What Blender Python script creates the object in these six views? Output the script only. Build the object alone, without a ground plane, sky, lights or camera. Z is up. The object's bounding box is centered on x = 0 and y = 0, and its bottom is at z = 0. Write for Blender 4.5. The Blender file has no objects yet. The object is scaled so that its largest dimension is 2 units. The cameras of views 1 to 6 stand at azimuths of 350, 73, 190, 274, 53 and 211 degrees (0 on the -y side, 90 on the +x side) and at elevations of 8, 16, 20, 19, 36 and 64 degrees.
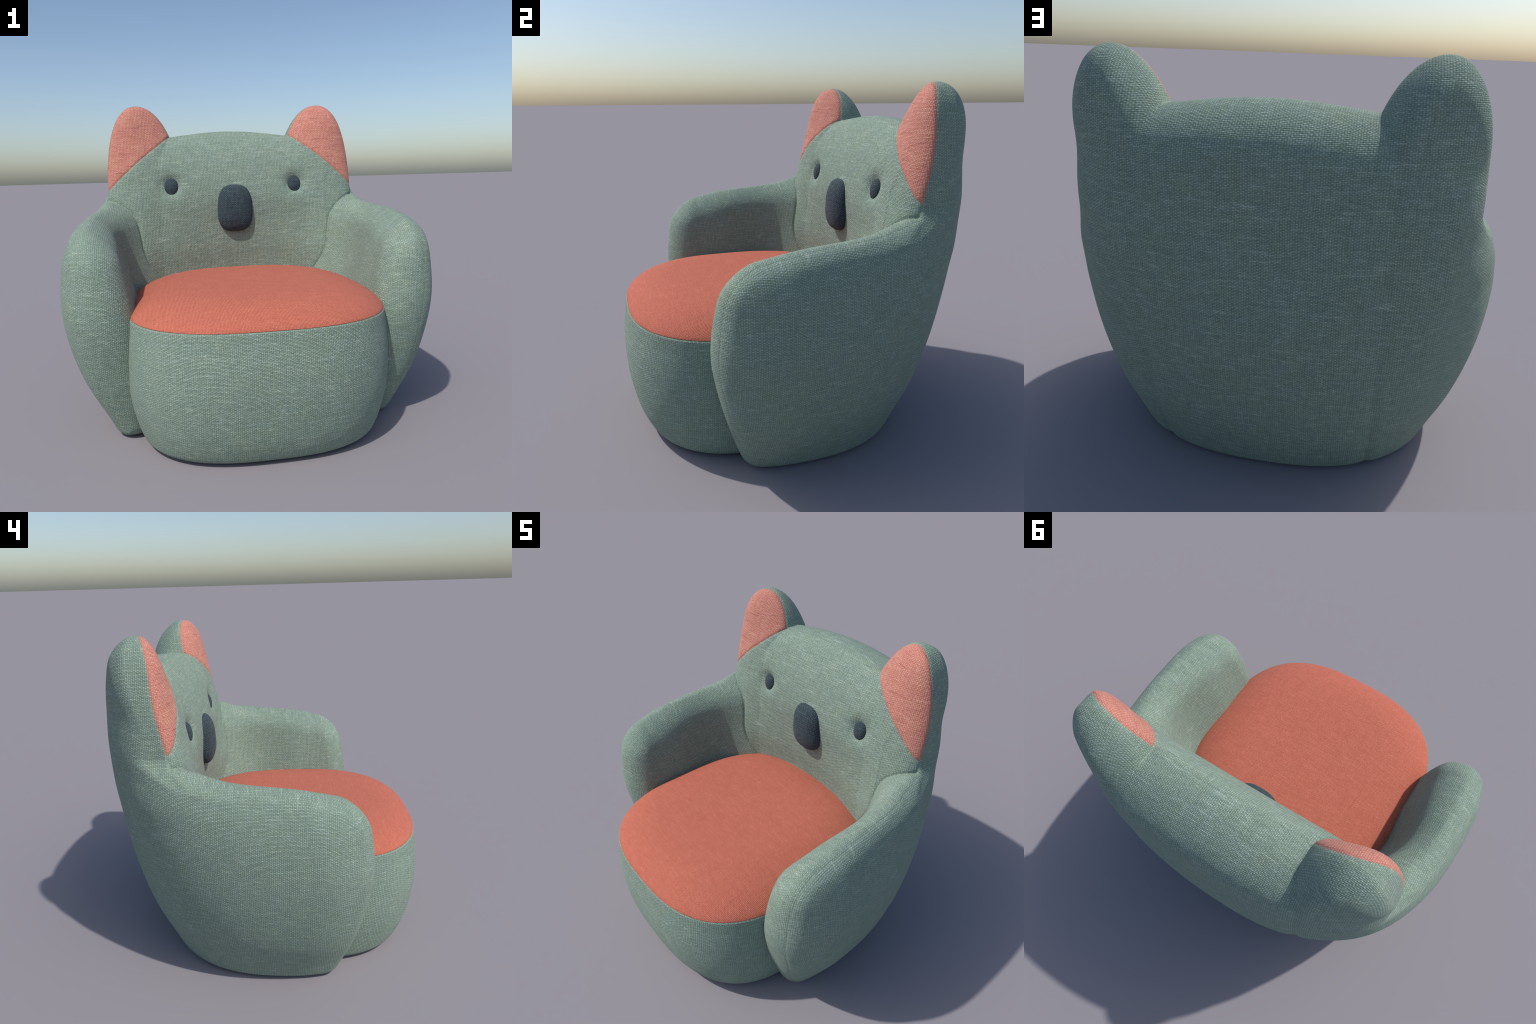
"""Koala armchair: a soft upholstered tub chair with ears, face, padded arms and a round seat."""
import bpy
import numpy as np
from mathutils.kdtree import KDTree

np.seterr(all="ignore")

# ----------------------------------------------------------------------------
# profile control points (metres); heights z or depths y are the knots
# ----------------------------------------------------------------------------
KNOTS = dict(
    bf=[0, 0.4, 0.8, 1.1], nf=[0, 0.4, 0.8, 1.1],                # reach and squareness of the front half
    a=[0, 0.1, 0.3, 0.5, 0.75, 1.0, 1.2, 1.4, 1.65, 1.9],      # half width of the tub by height
    y0=[0, 0.4, 0.8, 1.1, 1.3, 1.5, 1.9],                          # depth of its widest place
    yr=[0, 0.1, 0.3, 0.6, 0.9, 1.2, 1.5, 1.8],                  # rear profile
    nr=[0, 0.5, 0.9, 1.2, 1.45, 1.8],                                   # squareness of the rear
    yf=[0, 0.2, 0.4, 0.65, 0.85, 1.05],                         # front edge of the arms by height
    zt=[-0.6, -0.35, -0.1, 0.2, 0.45],                           # arm top by depth
    xl=[-0.6, -0.2, 0.2, 0.5], xh=[-0.6, -0.2, 0.2, 0.5], xm=[-0.6, -0.2, 0.2, 0.5],           # inner arm wall, low and high
    ro=[-0.5, -0.2, 0.1, 0.3, 0.45],                                 # rounding of the arm's outer ridge
    f=[0.5, 0.75, 0.9, 1.05, 1.2, 1.4, 1.63, 1.85],                 # face profile
    c=[0.5, 0.8, 1.0, 1.2, 1.4, 1.8],                                  # sideways bow of the face
    zh=[0, 0.04, 0.16, 0.36],                                     # top of the head
)
SHAPE = dict(
    a=[0.766, 0.813, 0.91, 0.97, 0.997, 0.963, 0.874, 0.823, 0.823, 0.839],
    y0=[-0.071, -0.202, -0.223, -0.089, 0.267, 0.43, 0.486],
    yr=[0.612, 0.659, 0.748, 0.825, 0.86, 0.863, 0.863, 0.782],
    nr=[2.44, 2.474, 2.751, 3.309, 2.705, 2.737],
    bf=[0.657, 0.565, 0.599, 0.716],
    nf=[2.388, 2.15, 2.067, 2.158],
    yf=[-0.366, -0.434, -0.489, -0.53, -0.512, -0.466],
    zt=[1.01, 1.086, 1.14, 1.177, 1.209],
    xl=[0.63, 0.604, 0.591, 0.331],
    xm=[-0.005, -0.004, 0.012, -0.004],
    xh=[0.694, 0.725, 0.708, 0.512],
    f=[0.477, 0.502, 0.485, 0.475, 0.466, 0.503, 0.598, 0.696],
    c=[-0.314, -0.313, -0.165, -0.04, -0.023, -0.238],
    zh=[1.642, 1.63, 1.604, 1.571],
    ear=[0.599, 1.301, 0.506, 0.197, 0.256],
    sh=[0.167, 0.749],
    fl=[-0.001, 0.08],
    h=[0.076, 0.08],
    rt=[0.135],
    ro=[0.062, 0.075, 0.086, 0.096, 0.01],
    rtop=[0.144],
    rfr=[0.133],
    rb=[0.04],
    kj=[0.002],
)
EYE = (0.40, 0.412, 1.285)
EYE_DENT = (0.040, 0.058)
# crease between ear lining and face, in the x-z plane
CREASE = ((0.398, 1.606), (0.797, 1.268))


def spline(knots, vals):
    k = np.asarray(knots, float)
    v = np.asarray(vals, float)
    m = np.gradient(v, k)

    def f(t):
        t = np.clip(t, k[0], k[-1])
        i = np.clip(np.searchsorted(k, t, side="right") - 1, 0, len(k) - 2)
        h = k[i + 1] - k[i]
        s = (t - k[i]) / h
        s2, s3 = s * s, s * s * s
        return (2*s3 - 3*s2 + 1)*v[i] + (s3 - 2*s2 + s)*h*m[i] + (3*s2 - 2*s3)*v[i+1] + (s3 - s2)*h*m[i+1]
    return f


def round_and(a, b, r):
    ua = np.maximum(a + r, 0)
    ub = np.maximum(b + r, 0)
    return np.minimum(-r, np.maximum(a, b)) + np.sqrt(ua*ua + ub*ub)


def soft_min(a, b, k):
    h = np.maximum(k - np.abs(a - b), 0) / k
    return np.minimum(a, b) - h*h*k*.25


def oval(u, v, a, b, n):
    """pseudo distance to a superellipse quarter, and how far its normal points along u"""
    p = u / a
    q = v / b
    rho = np.power(np.power(p, n) + np.power(q, n) + 1e-12, 1/n)
    gx = np.power(p, n-1)*np.power(rho, 1-n)/a
    gy = np.power(q, n-1)*np.power(rho, 1-n)/b
    g = np.sqrt(gx*gx + gy*gy + 1e-9)
    return (rho - 1)/g, gx/g


D = {k: (spline(KNOTS[k], v) if k in KNOTS else (v if len(v) > 1 else v[0])) for k, v in SHAPE.items()}


def fields(p):
    sx, y, z = p[:, 0], p[:, 1], p[:, 2]
    x = np.abs(sx)
    a, y0, yr, nr = D["a"](z), D["y0"](z), D["yr"](z), D["nr"](z)
    dy = y - y0
    rear, rear_n = oval(x, np.maximum(dy, 0), a, yr - y0, nr)
    fore, fore_n = oval(x, np.maximum(-dy, 0), a, D["bf"](z), D["nf"](z))
    tub, tub_n = np.where(dy >= 0, rear, fore), np.where(dy >= 0, rear_n, fore_n)
    tub = round_and(tub, -z, D["rb"])
    # arm
    w = np.clip((z - .65)/.4, -.8, 2.)
    w1 = np.clip(w, 0, 1)
    wall = D["xl"](y)*(1 - w) + D["xh"](y)*w + D["xm"](y)*16*(w1*(1 - w1))**2
    arm_in = round_and((wall - x)*.93, z - D["zt"](y), D["rtop"])
    arm_in = round_and(arm_in, D["yf"](z) - y, D["rfr"])
    ys = D["f"](z) + D["c"](z)*x*x
    tz = np.maximum(1.26 - z, 0)
    widen = D["sh"][1]*tz*tz/(tz + .04)
    shoulder = x - (D["ear"][0] + D["ear"][3] + widen + D["sh"][0]*np.maximum(ys - y, 0))
    arm_out = np.maximum(tub, shoulder)
    arm = np.maximum(round_and(arm_out, arm_in, np.maximum(D["ro"](y), .008)), y - ys - .01)
    # back with head and ears
    cx, cz, H, wo, wi = D["ear"]
    dz = np.maximum(z - cz, 0)
    fl = D["fl"]
    flare = widen + fl[0]*(1 - np.exp(-np.maximum(y - ys, 0)/fl[1]))
    outer, outer_n = oval(np.maximum(x - cx, 0), dz, wo + flare, H, 2.25)
    inner, _ = oval(np.maximum(cx - x, 0), dz, wi + 0*x, H, 2.0)
    qe = np.where(x > cx, outer, inner)
    qe_n = np.where(x > cx, outer_n, 0)
    qh = np.maximum((z - D["zh"](x*x))*.97, x - cx)
    q = soft_min(qe, qh, .008 + .015*np.clip((y - ys)/.3, 0, 1)**2)
    head = 1/(1 + np.exp(np.clip((qh - qe)/.03, -30, 30)))
    edge = np.where(x > cx, oval(np.maximum(x - cx, 0), dz, wo + 0*x, H, 2.25)[0], qe)
    depth = np.maximum(-np.minimum(edge, qh), 0)
    hh, ll = D["h"]
    face_y = ys - 1.25*hh*(np.sqrt(1 - np.exp(-(depth + .004)/ll)) - np.sqrt(1 - np.exp(-.004/ll)))
    rr = ((x - EYE[0])**2 + (z - EYE[2] - .008)**2)/EYE_DENT[1]**2
    face_y = face_y + EYE_DENT[0]*np.exp(-rr)
    side = round_and(tub, q, np.maximum(D["rt"]*(1 - tub_n*qe_n)*(1 + .45*np.maximum(head, 1/(1 + np.exp(np.clip((x - cx + .06)/.03, -30, 30))))), .006))
    front = (face_y - y)*.95
    back = round_and(side, front, .006)
    return dict(tub=tub, arm=arm, arm_out=arm_out, arm_in=arm_in, back=back, side=side, front=front, face_y=face_y)


def shell_field(p):
    out = np.empty(len(p))
    for i in range(0, len(p), 400000):
        f = fields(p[i:i+400000])
        out[i:i+400000] = soft_min(f["arm"], f["back"], D["kj"])
    return out


# ----------------------------------------------------------------------------
# surface nets on a sparse grid
# ----------------------------------------------------------------------------
def surface(field, lo, hi, h, nb=8):
    lo = np.asarray(lo, float)
    nblk = np.ceil((np.asarray(hi) - lo)/(h*nb)).astype(int)
    g = np.stack(np.meshgrid(*[np.arange(n) for n in nblk], indexing="ij"), -1).reshape(-1, 3)
    val = field(lo + (g + .5)*h*nb)
    g = g[np.abs(val) < h*nb*1.9]
    loc = np.stack(np.meshgrid(*[np.arange(nb+1)]*3, indexing="ij"), -1).reshape(-1, 3)
    node = (g[:, None, :]*nb + loc[None])
    val = field((lo + node.reshape(-1, 3)*h)).reshape(len(g), nb+1, nb+1, nb+1)
    dims = nblk*nb + 2

    def key(c):
        return (c[..., 0]*dims[1] + c[..., 1])*dims[2] + c[..., 2]
    inside = val < 0
    # cells with a sign change
    cnt = np.zeros((len(g), nb, nb, nb), int)
    corners = [(i, j, k) for i in (0, 1) for j in (0, 1) for k in (0, 1)]
    for i, j, k in corners:
        cnt += inside[:, i:nb+i, j:nb+j, k:nb+k]
    cb, ci, cj, ck = np.nonzero((cnt > 0) & (cnt < 8))
    cell = g[cb]*nb + np.stack([ci, cj, ck], 1)
    cv = {c: val[cb, ci+c[0], cj+c[1], ck+c[2]] for c in corners}
    acc = np.zeros((len(cell), 3))
    num = np.zeros(len(cell))
    for c in corners:
        for ax in range(3):
            if c[ax] == 0:
                d = list(c)
                d[ax] = 1
                v0, v1 = cv[c], cv[tuple(d)]
                m = (v0 < 0) != (v1 < 0)
                t = np.where(m, v0/(v0 - v1 + 1e-30), 0)
                pt = np.tile(np.array(c, float), (len(cell), 1))
                pt[:, ax] = t
                acc += pt*m[:, None]
                num += m
    vert = lo + (cell + acc/num[:, None])*h
    kk = key(cell)
    order = np.argsort(kk)
    ks = kk[order]
    quads = []
    for ax in range(3):
        a, b = (ax+1) % 3, (ax+2) % 3
        sl0 = [slice(None)] + [slice(0, nb)]*3
        sl1 = [slice(None)] + [slice(0, nb)]*3
        sl1[ax+1] = slice(1, nb+1)
        s0, s1 = inside[tuple(sl0)], inside[tuple(sl1)]
        eb, ei, ej, ek = np.nonzero(s0 != s1)
        n = g[eb]*nb + np.stack([ei, ej, ek], 1)
        flip = ~s0[eb, ei, ej, ek]
        ids = []
        ok = np.ones(len(n), bool)
        for da, db in ((0, 0), (1, 0), (1, 1), (0, 1)):
            c = n.copy()
            c[:, a] -= da
            c[:, b] -= db
            pos = np.clip(np.searchsorted(ks, key(c)), 0, len(ks)-1)
            ok &= ks[pos] == key(c)
            ids.append(order[pos])
        qd = np.stack(ids, 1)
        qd[flip] = qd[flip][:, ::-1]
        quads.append(qd[ok])
    return vert, np.concatenate(quads)


def gradient(field, p, e=4e-4):
    return np.stack([(field(p + e*d) - field(p - e*d))/(2*e) for d in np.eye(3)], 1)


def settle(field, p, times=3):
    for _ in range(times):
        gr = gradient(field, p)
        f = field(p)
        step = -f/np.maximum((gr*gr).sum(1), .2)
        p = p + gr*np.clip(step, -.006, .006)[:, None]
    return p


def cut(v, t, g, mask):
    """cut the triangles in mask along g = 0: snap close vertices, split the rest; returns g at all vertices"""
    e = np.sort(np.concatenate([t[mask][:, [0, 1]], t[mask][:, [1, 2]], t[mask][:, [2, 0]]]), 1)
    e = np.unique(e, axis=0)
    cross = g[e[:, 0]]*g[e[:, 1]] < 0
    e = e[cross]
    s = g[e[:, 0]]/(g[e[:, 0]] - g[e[:, 1]])
    moved = np.zeros(len(v), bool)
    v = v.copy()
    g = g.copy()
    old = v.copy()
    for side in (0, 1):
        d = s if side == 0 else 1 - s
        near = np.nonzero(d < .35)[0]
        near = near[np.argsort(d[near])]
        ids, first = np.unique(e[near, side], return_index=True)
        pick = near[first]
        keep = ~moved[e[pick, side]]
        pick = pick[keep]
        i, j = e[pick, side], e[pick, 1-side]
        ok = ~moved[j]
        i, j, dd = i[ok], j[ok], d[pick][ok]
        v[i] = old[i] + (old[j] - old[i])*dd[:, None]
        moved[i] = True
    g[moved] = 0
    cross = g[e[:, 0]]*g[e[:, 1]] < 0
    e = e[cross]
    s = (g[e[:, 0]]/(g[e[:, 0]] - g[e[:, 1]]))[:, None]
    newv = v[e[:, 0]]*(1-s) + v[e[:, 1]]*s
    base = len(v)
    n = base + len(newv)
    ek = e[:, 0].astype(np.int64)*n + e[:, 1]
    o = np.argsort(ek)
    eks = ek[o]

    def mid(a, b):
        k = np.minimum(a, b).astype(np.int64)*n + np.maximum(a, b)
        if len(eks) == 0:
            return np.full(len(a), -1)
        p = np.clip(np.searchsorted(eks, k), 0, len(eks)-1)
        return np.where(eks[p] == k, base + o[p], -1)
    v = np.concatenate([v, newv])
    g = np.concatenate([g, np.zeros(len(newv))])
    parts, src = [], []
    m = np.stack([mid(t[:, 0], t[:, 1]), mid(t[:, 1], t[:, 2]), mid(t[:, 2], t[:, 0])], 1)
    k = (m >= 0).sum(1)
    ar = np.arange(len(t))
    parts.append(t[k == 0])
    src.append(ar[k == 0])
    one = k == 1
    r = (m[one] >= 0).argmax(1)
    tt = t[one]
    ii = np.arange(len(tt))
    A, B, C = tt[ii, r], tt[ii, (r+1) % 3], tt[ii, (r+2) % 3]
    M = m[one][ii, r]
    parts += [np.stack([A, M, C], 1), np.stack([M, B, C], 1)]
    src += [ar[one], ar[one]]
    two = k == 2
    r = (m[two] < 0).argmax(1)      # uncut edge r: A-B ; apex C
    tt = t[two]
    ii = np.arange(len(tt))
    A, B, C = tt[ii, r], tt[ii, (r+1) % 3], tt[ii, (r+2) % 3]
    MB, MA = m[two][ii, (r+1) % 3], m[two][ii, (r+2) % 3]
    parts += [np.stack([MA, MB, C], 1), np.stack([A, B, MB], 1), np.stack([A, MB, MA], 1)]
    src += [ar[two]]*3
    return v, np.concatenate(parts), g, np.concatenate(src)


def tri_sign(t, g):
    q = g[t]
    return np.where(np.abs(q.max(1)) > np.abs(q.min(1)), q.max(1), q.min(1)) > 0


def vertex_normals(v, t):
    fn = np.cross(v[t[:, 1]] - v[t[:, 0]], v[t[:, 2]] - v[t[:, 0]])
    n = np.zeros_like(v)
    for i in range(3):
        for ax in range(3):
            n[:, ax] += np.bincount(t[:, i], fn[:, ax], len(v))
    return n/(np.linalg.norm(n, axis=1)[:, None] + 1e-20)


def build_shell(h=.0065):
    v, q = surface(shell_field, (-1.1012, -1.0, -.0312), (1.1012, 1.0, 1.95), h)
    v = settle(shell_field, v)
    d1 = np.linalg.norm(v[q[:, 0]] - v[q[:, 2]], axis=1)
    d2 = np.linalg.norm(v[q[:, 1]] - v[q[:, 3]], axis=1)
    s = d1 <= d2
    t = np.concatenate([q[s][:, [0, 1, 2]], q[s][:, [0, 2, 3]], q[~s][:, [0, 1, 3]], q[~s][:, [1, 2, 3]]])
    area = np.linalg.norm(np.cross(v[t[:, 1]] - v[t[:, 0]], v[t[:, 2]] - v[t[:, 0]]), axis=1)
    t = t[area > 1e-12]
    seams = []
    # arm against back
    f = fields(v)
    g = np.where(f["arm_out"] < -.03, f["arm"] - f["back"], np.maximum(f["arm"] - f["back"], v[:, 1] - f["face_y"]))
    v, t, g, _ = cut(v, t, g, np.ones(len(t), bool))
    arm = ~tri_sign(t, g)
    f = fields(v)
    on = (np.abs(g) < 1e-9) & (f["arm_out"] < -.025)
    seams.append((v[on & (v[:, 2] > .5)], .007))
    # rim seam of face and ear linings
    g = f["front"] - f["side"] + .002
    v, t, g, src = cut(v, t, g, ~arm)
    arm = arm[src]
    front = tri_sign(t, g) & ~arm
    on = (np.abs(g) < 1e-9) & (v[:, 2] > 1.2)
    rim = v[on]
    seams.append((rim[rim[:, 2] > 1.2], .003))
    # crease below the ears
    (x0, z0), (x1, z1) = CREASE
    L = np.hypot(x1-x0, z1-z0)
    xa = np.abs(v[:, 0])
    along = ((xa - x0)*(x1 - x0) + (v[:, 2] - z0)*(z1 - z0))/L
    g = ((xa - x0)*(z0 - z1) + (v[:, 2] - z0)*(x1 - x0))/L - .008*np.sin(np.pi*np.clip(along/L, 0, 1))
    v, t, g, src = cut(v, t, g, ~arm)
    arm, front = arm[src], front[src]
    ear = ~arm & tri_sign(t, g) & (v[t][:, :, 2].mean(1) > 1.2)
    in_front = np.zeros(len(v), bool)
    in_front[t[front]] = True
    seams.append((v[(np.abs(g) < 1e-9) & in_front & (np.abs(v[:, 0]) > .36) & (v[:, 2] > 1.25)], .006))
    # ridge seam along the arm
    f = fields(v)
    g = f["arm_out"] - f["arm_in"]
    v, t, g, src = cut(v, t, g, arm)
    arm, front, ear = arm[src], front[src], ear[src]
    in_arm = np.zeros(len(v), bool)
    in_arm[t[arm]] = True
    seams.append((v[(np.abs(g) < 1e-9) & in_arm & (v[:, 2] > .06) & (v[:, 1] < fields(v)["face_y"] - .01)], .0016))
    # stitched seams pull the cloth in
    n = vertex_normals(v, t)
    pull = np.zeros(len(v))
    for pts, deep in seams:
        if not len(pts):
            continue
        tree = KDTree(len(pts))
        for i, p in enumerate(pts):
            tree.insert(p, i)
        tree.balance()
        lo, hi = pts.min(0) - .03, pts.max(0) + .03
        for i in np.nonzero(((v > lo) & (v < hi)).all(1))[0]:
            d = tree.find(v[i])[2]
            if d < .03:
                pull[i] = max(pull[i], deep*(.75*np.exp(-(d/.0055)**2) + .25*np.exp(-(d/.014)**2)))
    v = v - n*pull[:, None]
    v[:, 2] = np.maximum(v[:, 2], 0)
    n = vertex_normals(v, t)
    cx = v[t][:, :, 0].mean(1)
    right = cx > 0
    label = np.select([arm & right, arm, ear & ~front & right, ear & ~front, ear & right, ear, front], [0, 1, 2, 3, 4, 5, 6], 7)
    return v, t, n, label


# ----------------------------------------------------------------------------
# materials
# ----------------------------------------------------------------------------
class Net:
    def __init__(self, tree):
        self.t = tree

    def node(self, kind, **kw):
        n = self.t.nodes.new(kind)
        for k, v in kw.items():
            setattr(n, k, v)
        return n

    def put(self, sock, val):
        if hasattr(val, "is_output"):
            self.t.links.new(val, sock)
        else:
            sock.default_value = val

    def math(self, op, a, b=0.0, c=0.0, clamp=False):
        n = self.node("ShaderNodeMath", operation=op, use_clamp=clamp)
        for s, v in zip(n.inputs, (a, b, c)):
            self.put(s, v)
        return n.outputs[0]

    def noise(self, vec, scale, detail=2.0, rough=.5):
        n = self.node("ShaderNodeTexNoise")
        self.put(n.inputs["Vector"], vec)
        n.inputs["Scale"].default_value = scale
        n.inputs["Detail"].default_value = detail
        n.inputs["Roughness"].default_value = rough
        return n.outputs["Fac"]

    def join(self, x, y, z=0.0):
        n = self.node("ShaderNodeCombineXYZ")
        for s, v in zip(n.inputs, (x, y, z)):
            self.put(s, v)
        return n.outputs[0]

    def mix(self, f, a, b, blend="MIX"):
        n = self.node("ShaderNodeMix", data_type="RGBA", blend_type=blend)
        self.put(n.inputs[0], f)
        self.put(n.inputs[6], a)
        self.put(n.inputs[7], b)
        return n.outputs[2]


def weave_group(name, pu, pv, ridge, dark_rows, slubs):
    """plain weave on a plane: height of the threads, slub streaks, and cloudy tint"""
    tree = bpy.data.node_groups.new(name, "ShaderNodeTree")
    for s in ("U", "V", "W"):
        tree.interface.new_socket(s, in_out="INPUT", socket_type="NodeSocketFloat")
    for s in ("Height", "Streak", "Tint"):
        tree.interface.new_socket(s, in_out="OUTPUT", socket_type="NodeSocketFloat")
    N = Net(tree)
    gi, go = N.node("NodeGroupInput"), N.node("NodeGroupOutput")
    u, v, w = gi.outputs[0], gi.outputs[1], gi.outputs[2]
    wob = N.noise(N.join(u, v, w), 7.0, 2.0)
    wob2 = N.noise(N.join(v, u, w), 8.0, 2.0)
    wu = N.math("MULTIPLY_ADD", N.math("SUBTRACT", wob, .5), .012, u)
    wv = N.math("MULTIPLY_ADD", N.math("SUBTRACT", wob2, .5), .010, v)
    su = N.math("SINE", N.math("MULTIPLY", wu, 2*np.pi/pu))
    sv = N.math("SINE", N.math("MULTIPLY", wv, 2*np.pi/pv))
    checker = N.math("MULTIPLY", su, sv)
    # gaps between the rows
    gap = N.math("ADD", N.math("MULTIPLY", N.math("ABSOLUTE", sv), .6), N.math("MULTIPLY", N.math("ABSOLUTE", su), ridge))
    height = N.math("ADD", N.math("SUBTRACT", gap, (.6 + ridge)*.64 - .33), N.math("MULTIPLY", checker, .30))
    # every crossing a little different
    jitter = N.noise(N.join(N.math("MULTIPLY", wu, 2.0/pu), N.math("MULTIPLY", wv, 2.0/pv), w), 1.0, 1.0)
    height = N.math("MULTIPLY_ADD", N.math("SUBTRACT", jitter, .5), 1.25, height)
    rows = N.noise(N.join(N.math("MULTIPLY", wu, 14.0), N.math("MULTIPLY", wv, 2.0/pv), w), 1.0, 1.0, .5)
    cols = N.noise(N.join(N.math("MULTIPLY", wu, 2.0/pu), N.math("MULTIPLY", wv, 14.0), w), 1.0, 1.0, .5)
    # few single threads are thicker and paler over a hand's breadth
    slub = N.math("MULTIPLY", N.math("MAXIMUM", N.math("SUBTRACT", rows, .60), 0.0), 2.5*slubs)
    streak = N.math("ADD", N.math("MULTIPLY", N.math("SUBTRACT", rows, .5), .5), N.math("MULTIPLY", N.math("SUBTRACT", cols, .5), .35))
    slub = N.math("MULTIPLY", slub, N.math("MULTIPLY_ADD", N.math("MAXIMUM", checker, 0.0), .9, .5))
    long_rows = N.noise(N.join(N.math("MULTIPLY", wu, 8.0), N.math("MULTIPLY", wv, 2.0/pv), N.math("ADD", w, 5.0)), 1.0, 1.0, .5)
    missing = N.math("MULTIPLY", N.math("MAXIMUM", N.math("SUBTRACT", .40, long_rows), 0.0), -4.0*dark_rows)
    streak = N.math("ADD", N.math("ADD", streak, slub), missing)
    t1 = N.noise(N.join(N.math("MULTIPLY", u, 9.0), N.math("MULTIPLY", v, 22.0), w), 1.0, 3.0, .65)
    t2 = N.noise(N.join(N.math("MULTIPLY", u, 24.0), N.math("MULTIPLY", v, 9.0), w), 1.0, 3.0, .65)
    tint = N.math("ADD", t1, t2)
    for s, o in zip(go.inputs, (height, streak, tint)):
        N.put(s, o)
    return tree


def fabric(name, dark, mid, light, tint_a, tint_b, pu=.018, pv=.0115, contrast=1.0, bump=.75, sheen=.06, ridge=.5, dark_rows=.1, slubs=1.0):
    mat = bpy.data.materials.new(name)
    mat.use_nodes = True
    tree = mat.node_tree
    tree.nodes.clear()
    N = Net(tree)
    co = N.node("ShaderNodeTexCoord").outputs["Object"]
    sep = N.node("ShaderNodeSeparateXYZ")
    N.put(sep.inputs[0], co)
    x, y, z = sep.outputs
    nrm = N.node("ShaderNodeSeparateXYZ")
    N.put(nrm.inputs[0], N.node("ShaderNodeNewGeometry").outputs["Normal"])
    ws = []
    for s in nrm.outputs:
        ws.append(N.math("POWER", N.math("ABSOLUTE", s), 9.0))
    total = N.math("ADD", N.math("ADD", ws[0], ws[1]), N.math("ADD", ws[2], 1e-5))
    group = weave_group(name + "_weave", pu, pv, ridge, dark_rows, slubs)
    outs = [None]*3
    for wgt, (a, b, off) in zip(ws, ((y, z, 3.1), (x, z, 7.7), (x, y, 12.3))):
        gnode = N.node("ShaderNodeGroup")
        gnode.node_tree = group
        N.put(gnode.inputs[0], a)
        N.put(gnode.inputs[1], b)
        gnode.inputs[2].default_value = off
        share = N.math("DIVIDE", wgt, total)
        for i in range(3):
            term = N.math("MULTIPLY", gnode.outputs[i], share)
            outs[i] = term if outs[i] is None else N.math("ADD", outs[i], term)
    height, streak, tint = outs
    tone = N.math("ADD", N.math("MULTIPLY", height, .40*contrast), N.math("MULTIPLY", streak, .55*contrast))
    tone = N.math("ADD", tone, .40)
    ramp = N.node("ShaderNodeValToRGB")
    ramp.color_ramp.elements[0].position = 0.0
    ramp.color_ramp.elements[0].color = (*dark, 1)
    ramp.color_ramp.elements[1].position = 1.0
    ramp.color_ramp.elements[1].color = (*light, 1)
    e = ramp.color_ramp.elements.new(.5)
    e.color = (*mid, 1)
    N.put(ramp.inputs[0], tone)
    tf = N.math("MULTIPLY_ADD", N.math("SUBTRACT", tint, 1.0), 1.8, .5, clamp=True)
    tcol = N.mix(tf, (*tint_a, 1), (*tint_b, 1))
    col = N.mix(1.0, ramp.outputs[0], tcol, "MULTIPLY")
    bs = N.node("ShaderNodeBsdfPrincipled")
    N.put(bs.inputs["Base Color"], col)
    bs.inputs["Roughness"].default_value = .92
    bs.inputs["Specular IOR Level"].default_value = .2
    bs.inputs["Sheen Weight"].default_value = sheen
    bs.inputs["Sheen Roughness"].default_value = .5
    bn = N.node("ShaderNodeBump")
    bn.inputs["Strength"].default_value = bump
    bn.inputs["Distance"].default_value = .0022
    N.put(bn.inputs["Height"], N.math("MULTIPLY_ADD", streak, .5, height))
    N.put(bs.inputs["Normal"], bn.outputs[0])
    out = N.node("ShaderNodeOutputMaterial")
    N.put(out.inputs[0], bs.outputs[0])
    return mat


def materials():
    ones, cool = (1.02, 1.01, .97), (.97, .99, 1.04)
    return dict(
        green=fabric("sage_linen", (.074, .110, .086), (.190, .258, .202), (.42, .51, .44), ones, cool),
        pink=fabric("salmon_linen", (.27, .095, .07), (.49, .188, .146), (.72, .43, .31), (1.0, 1.03, .97), (1.0, .97, 1.03), dark_rows=.9, slubs=.5),
        coral=fabric("coral_linen", (.31, .075, .045), (.475, .130, .085), (.65, .24, .16), (1.02, 1.02, 1.02), (.97, .97, .97), pu=.012, pv=.010, contrast=1.0, bump=.6, sheen=.03, ridge=.9, slubs=.5),
        slate=fabric("slate_tweed", (.014, .020, .026), (.030, .044, .054), (.10, .155, .17), (1.02, 1, 1), (.98, 1, 1.02), pu=.016, pv=.013, contrast=1.0, bump=.6, slubs=0.0, dark_rows=0.0),
    )


# ----------------------------------------------------------------------------
# parts
# ----------------------------------------------------------------------------
def mesh_object(name, v, faces, mat, parent, normals=None):
    me = bpy.data.meshes.new(name)
    me.from_pydata(np.asarray(v).tolist(), [], np.asarray(faces).tolist() if not isinstance(faces, list) else faces)
    me.update()
    me.polygons.foreach_set("use_smooth", [True]*len(me.polygons))
    me.materials.append(mat)
    if normals is not None:
        me.normals_split_custom_set_from_vertices(np.asarray(normals).tolist())
    ob = bpy.data.objects.new(name, me)
    bpy.context.scene.collection.objects.link(ob)
    ob.parent = parent
    return ob


def oval_ring(a, b, n, count):
    th = np.linspace(0, 2*np.pi, count, endpoint=False)
    # even spacing along the outline
    c, s = np.cos(th), np.sin(th)
    r = (np.abs(c)**n + np.abs(s)**n)**(-1/n)
    return np.stack([a*r*c, b*r*s], 1)


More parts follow.
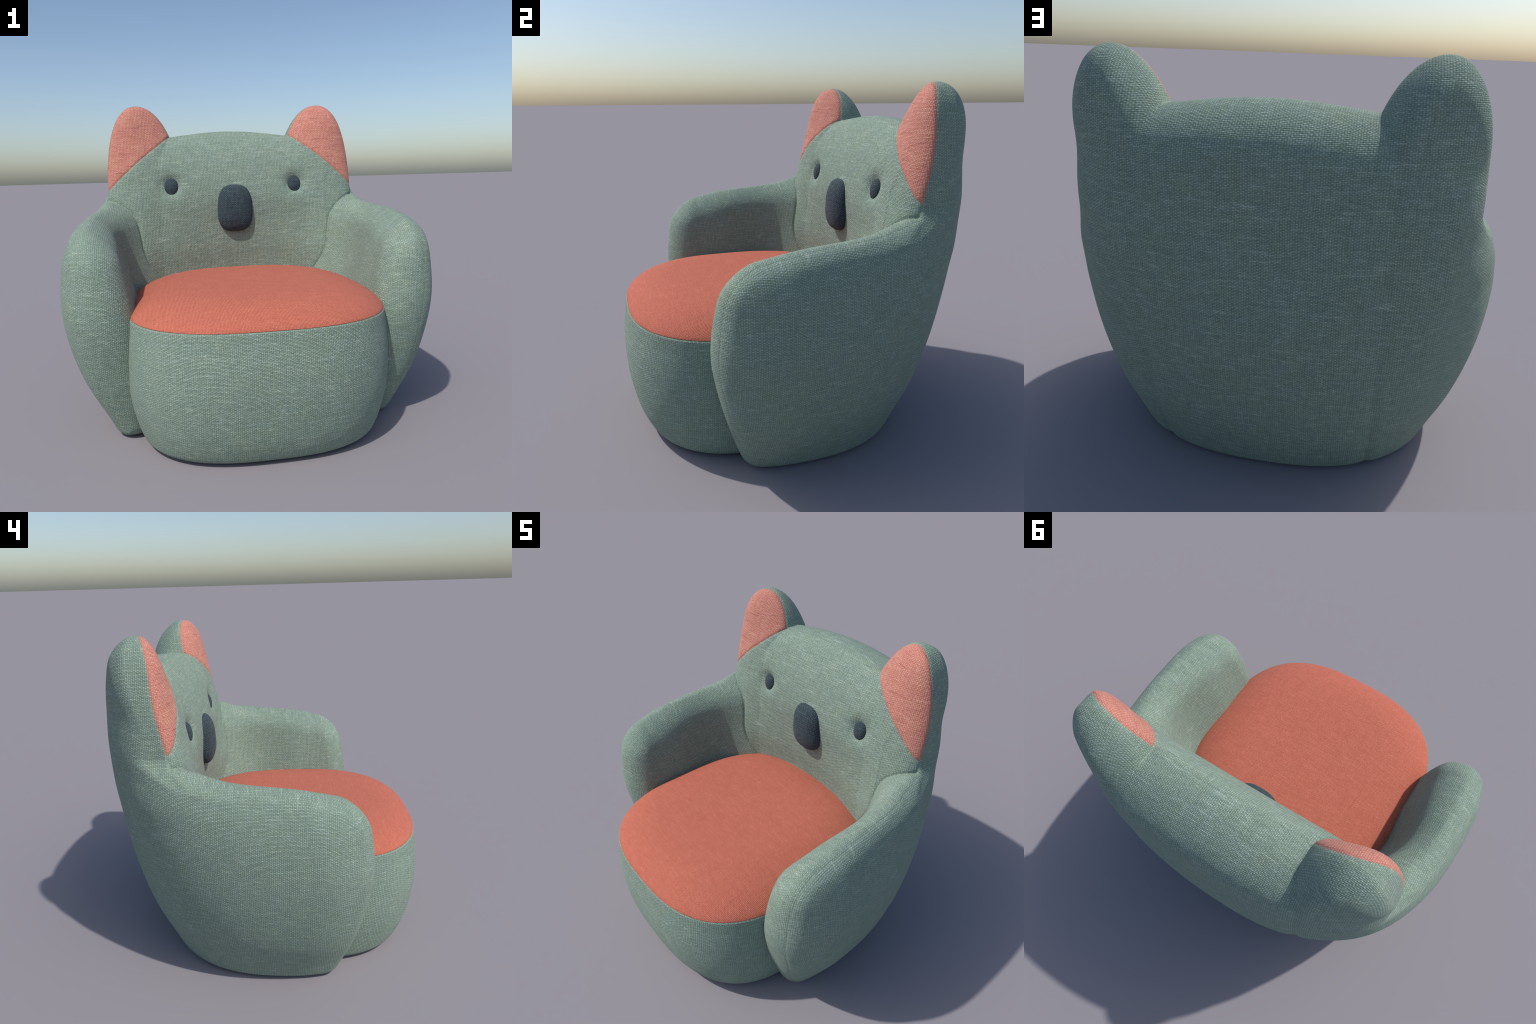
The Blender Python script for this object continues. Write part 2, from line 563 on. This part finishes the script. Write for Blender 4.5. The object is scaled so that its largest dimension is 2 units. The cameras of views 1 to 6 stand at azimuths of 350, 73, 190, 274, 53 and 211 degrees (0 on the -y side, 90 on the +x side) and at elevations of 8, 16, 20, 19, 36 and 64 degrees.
def rings_to_faces(m, k, cap0=False, cap1=False):
    faces = []
    for i in range(m-1):
        for j in range(k):
            jj = (j+1) % k
            faces.append((i*k+j, i*k+jj, (i+1)*k+jj, (i+1)*k+j))
    if cap0:
        faces.append(tuple(range(k-1, -1, -1)))
    if cap1:
        faces.append(tuple((m-1)*k + j for j in range(k)))
    return faces


SEAT = dict(z=[0, .1, .25, .45, .66], a=[.618, .650, .683, .689, .673], front=[-.768, -.819, -.859, -.874, -.851],
            centre=-.20, n=2.7, seam=.661, rise=.123, q=4.8, s=.76, longer=1.17)


def build_seat(mats, root):
    S = SEAT
    fa, fy = spline(S["z"], S["a"]), spline(S["z"], S["front"])
    k = 256

    def outline(a, b, z, longer=S["longer"]):
        xy = oval_ring(a, b, S["n"], k)
        y = np.where(xy[:, 1] > 0, xy[:, 1]*longer, xy[:, 1])
        return np.column_stack([xy[:, 0], y + S["centre"], np.full(k, z)])
    rings = []

    def ring(z, inset):
        zz = np.clip(z, 0, .66)
        rings.append(outline(float(fa(zz)) - inset, S["centre"] - float(fy(zz)) - inset, z, .85))
    rb = .042
    for t in np.linspace(0, np.pi/2, 9):
        ring(.004 + rb*(1 - np.cos(t)), rb*(1 - np.sin(t)))
    for z in np.linspace(.055, S["seam"]-.012, 44):
        ring(z, 0)
    for t in np.linspace(.2, 1, 6):
        ring(S["seam"]-.012 + .010*np.sin(t*np.pi/2), .006*(1-np.cos(t*np.pi/2)))
    ring(S["seam"]-.005, .012)
    ring(S["seam"]-.008, .05)
    mesh_object("seat_base", np.concatenate(rings), rings_to_faces(len(rings), k, True, True), mats["green"], root)
    # cushion
    rings = []
    a1, b1 = float(fa(.66)), S["centre"] - float(fy(.66))
    for rho, dz in ((.94, -.012), (.975, -.009), (.986, -.004)):
        rings.append(outline(a1*rho, b1*rho, S["seam"] + dz))
    m = 60
    for i in range(m):
        rho = max(np.cos(i/(m-1)*np.pi/2)**.6, .004)
        z = S["seam"] + S["rise"]*(1 - rho**S["q"])**S["s"]
        rings.append(outline(a1*rho*.994, b1*rho*.994, z))
    mesh_object("seat_cushion", np.concatenate(rings), rings_to_faces(len(rings), k, True, True), mats["coral"], root)


def pillow(name, centre, half, n, tilt, mat, root, taper=0.0, belly=2.4):
    """puffy button: superellipse outline in x-z, domed towards -y"""
    k, m = 96, 40
    rings = []
    for i in range(m):
        ph = -np.pi/2*.96 + (np.pi*.98)*i/(m-1)
        rho = max(np.cos(ph), 0)**(2/belly)
        rho = max(rho, .006)
        yy = -np.sign(np.sin(ph))*np.abs(np.sin(ph))**(2/belly)*half[1]
        xz = oval_ring(half[0]*rho, half[2]*rho, n, k)
        xx = xz[:, 0]*(1 - taper*xz[:, 1]/half[2])
        rings.append(np.column_stack([xx, np.full(k, yy), xz[:, 1]]))
    v = np.concatenate(rings)
    c, s = np.cos(tilt), np.sin(tilt)
    v = np.column_stack([v[:, 0], c*v[:, 1] + s*v[:, 2], -s*v[:, 1] + c*v[:, 2]])
    v += np.asarray(centre)
    return mesh_object(name, v, rings_to_faces(m, k, True, True), mat, root)


def main():
    mats = materials()
    root = bpy.data.objects.new("koala_armchair", None)
    bpy.context.scene.collection.objects.link(root)
    root["label"] = "sage green koala shaped armchair with coral seat and pink ears"
    root["category"] = "armchair"
    v, t, n, label = build_shell()
    parts = [("armrest", "green", None), ("armrest", "green", None), ("ear", "green", None), ("ear", "green", None),
             ("ear_lining", "pink", 2), ("ear_lining", "pink", 3), ("face_panel", "green", None), ("backrest", "green", None)]
    made = []
    for i, (name, mat, owner) in enumerate(parts):
        tt = t[label == i]
        used, inv = np.unique(tt, return_inverse=True)
        made.append(mesh_object(name, v[used], inv.reshape(-1, 3), mats[mat], root if owner is None else made[owner], n[used]))
    build_seat(mats, root)
    pillow("nose", (0, .400, 1.138), (.114, .066, .151), 2.75, .05, mats["slate"], root, taper=.03, belly=2.15)
    for sgn in (-1, 1):
        pillow("eye", (sgn*EYE[0], .438, 1.278), (.047, .036, .061), 2.15, .12, mats["slate"], root, belly=2.1)


main()
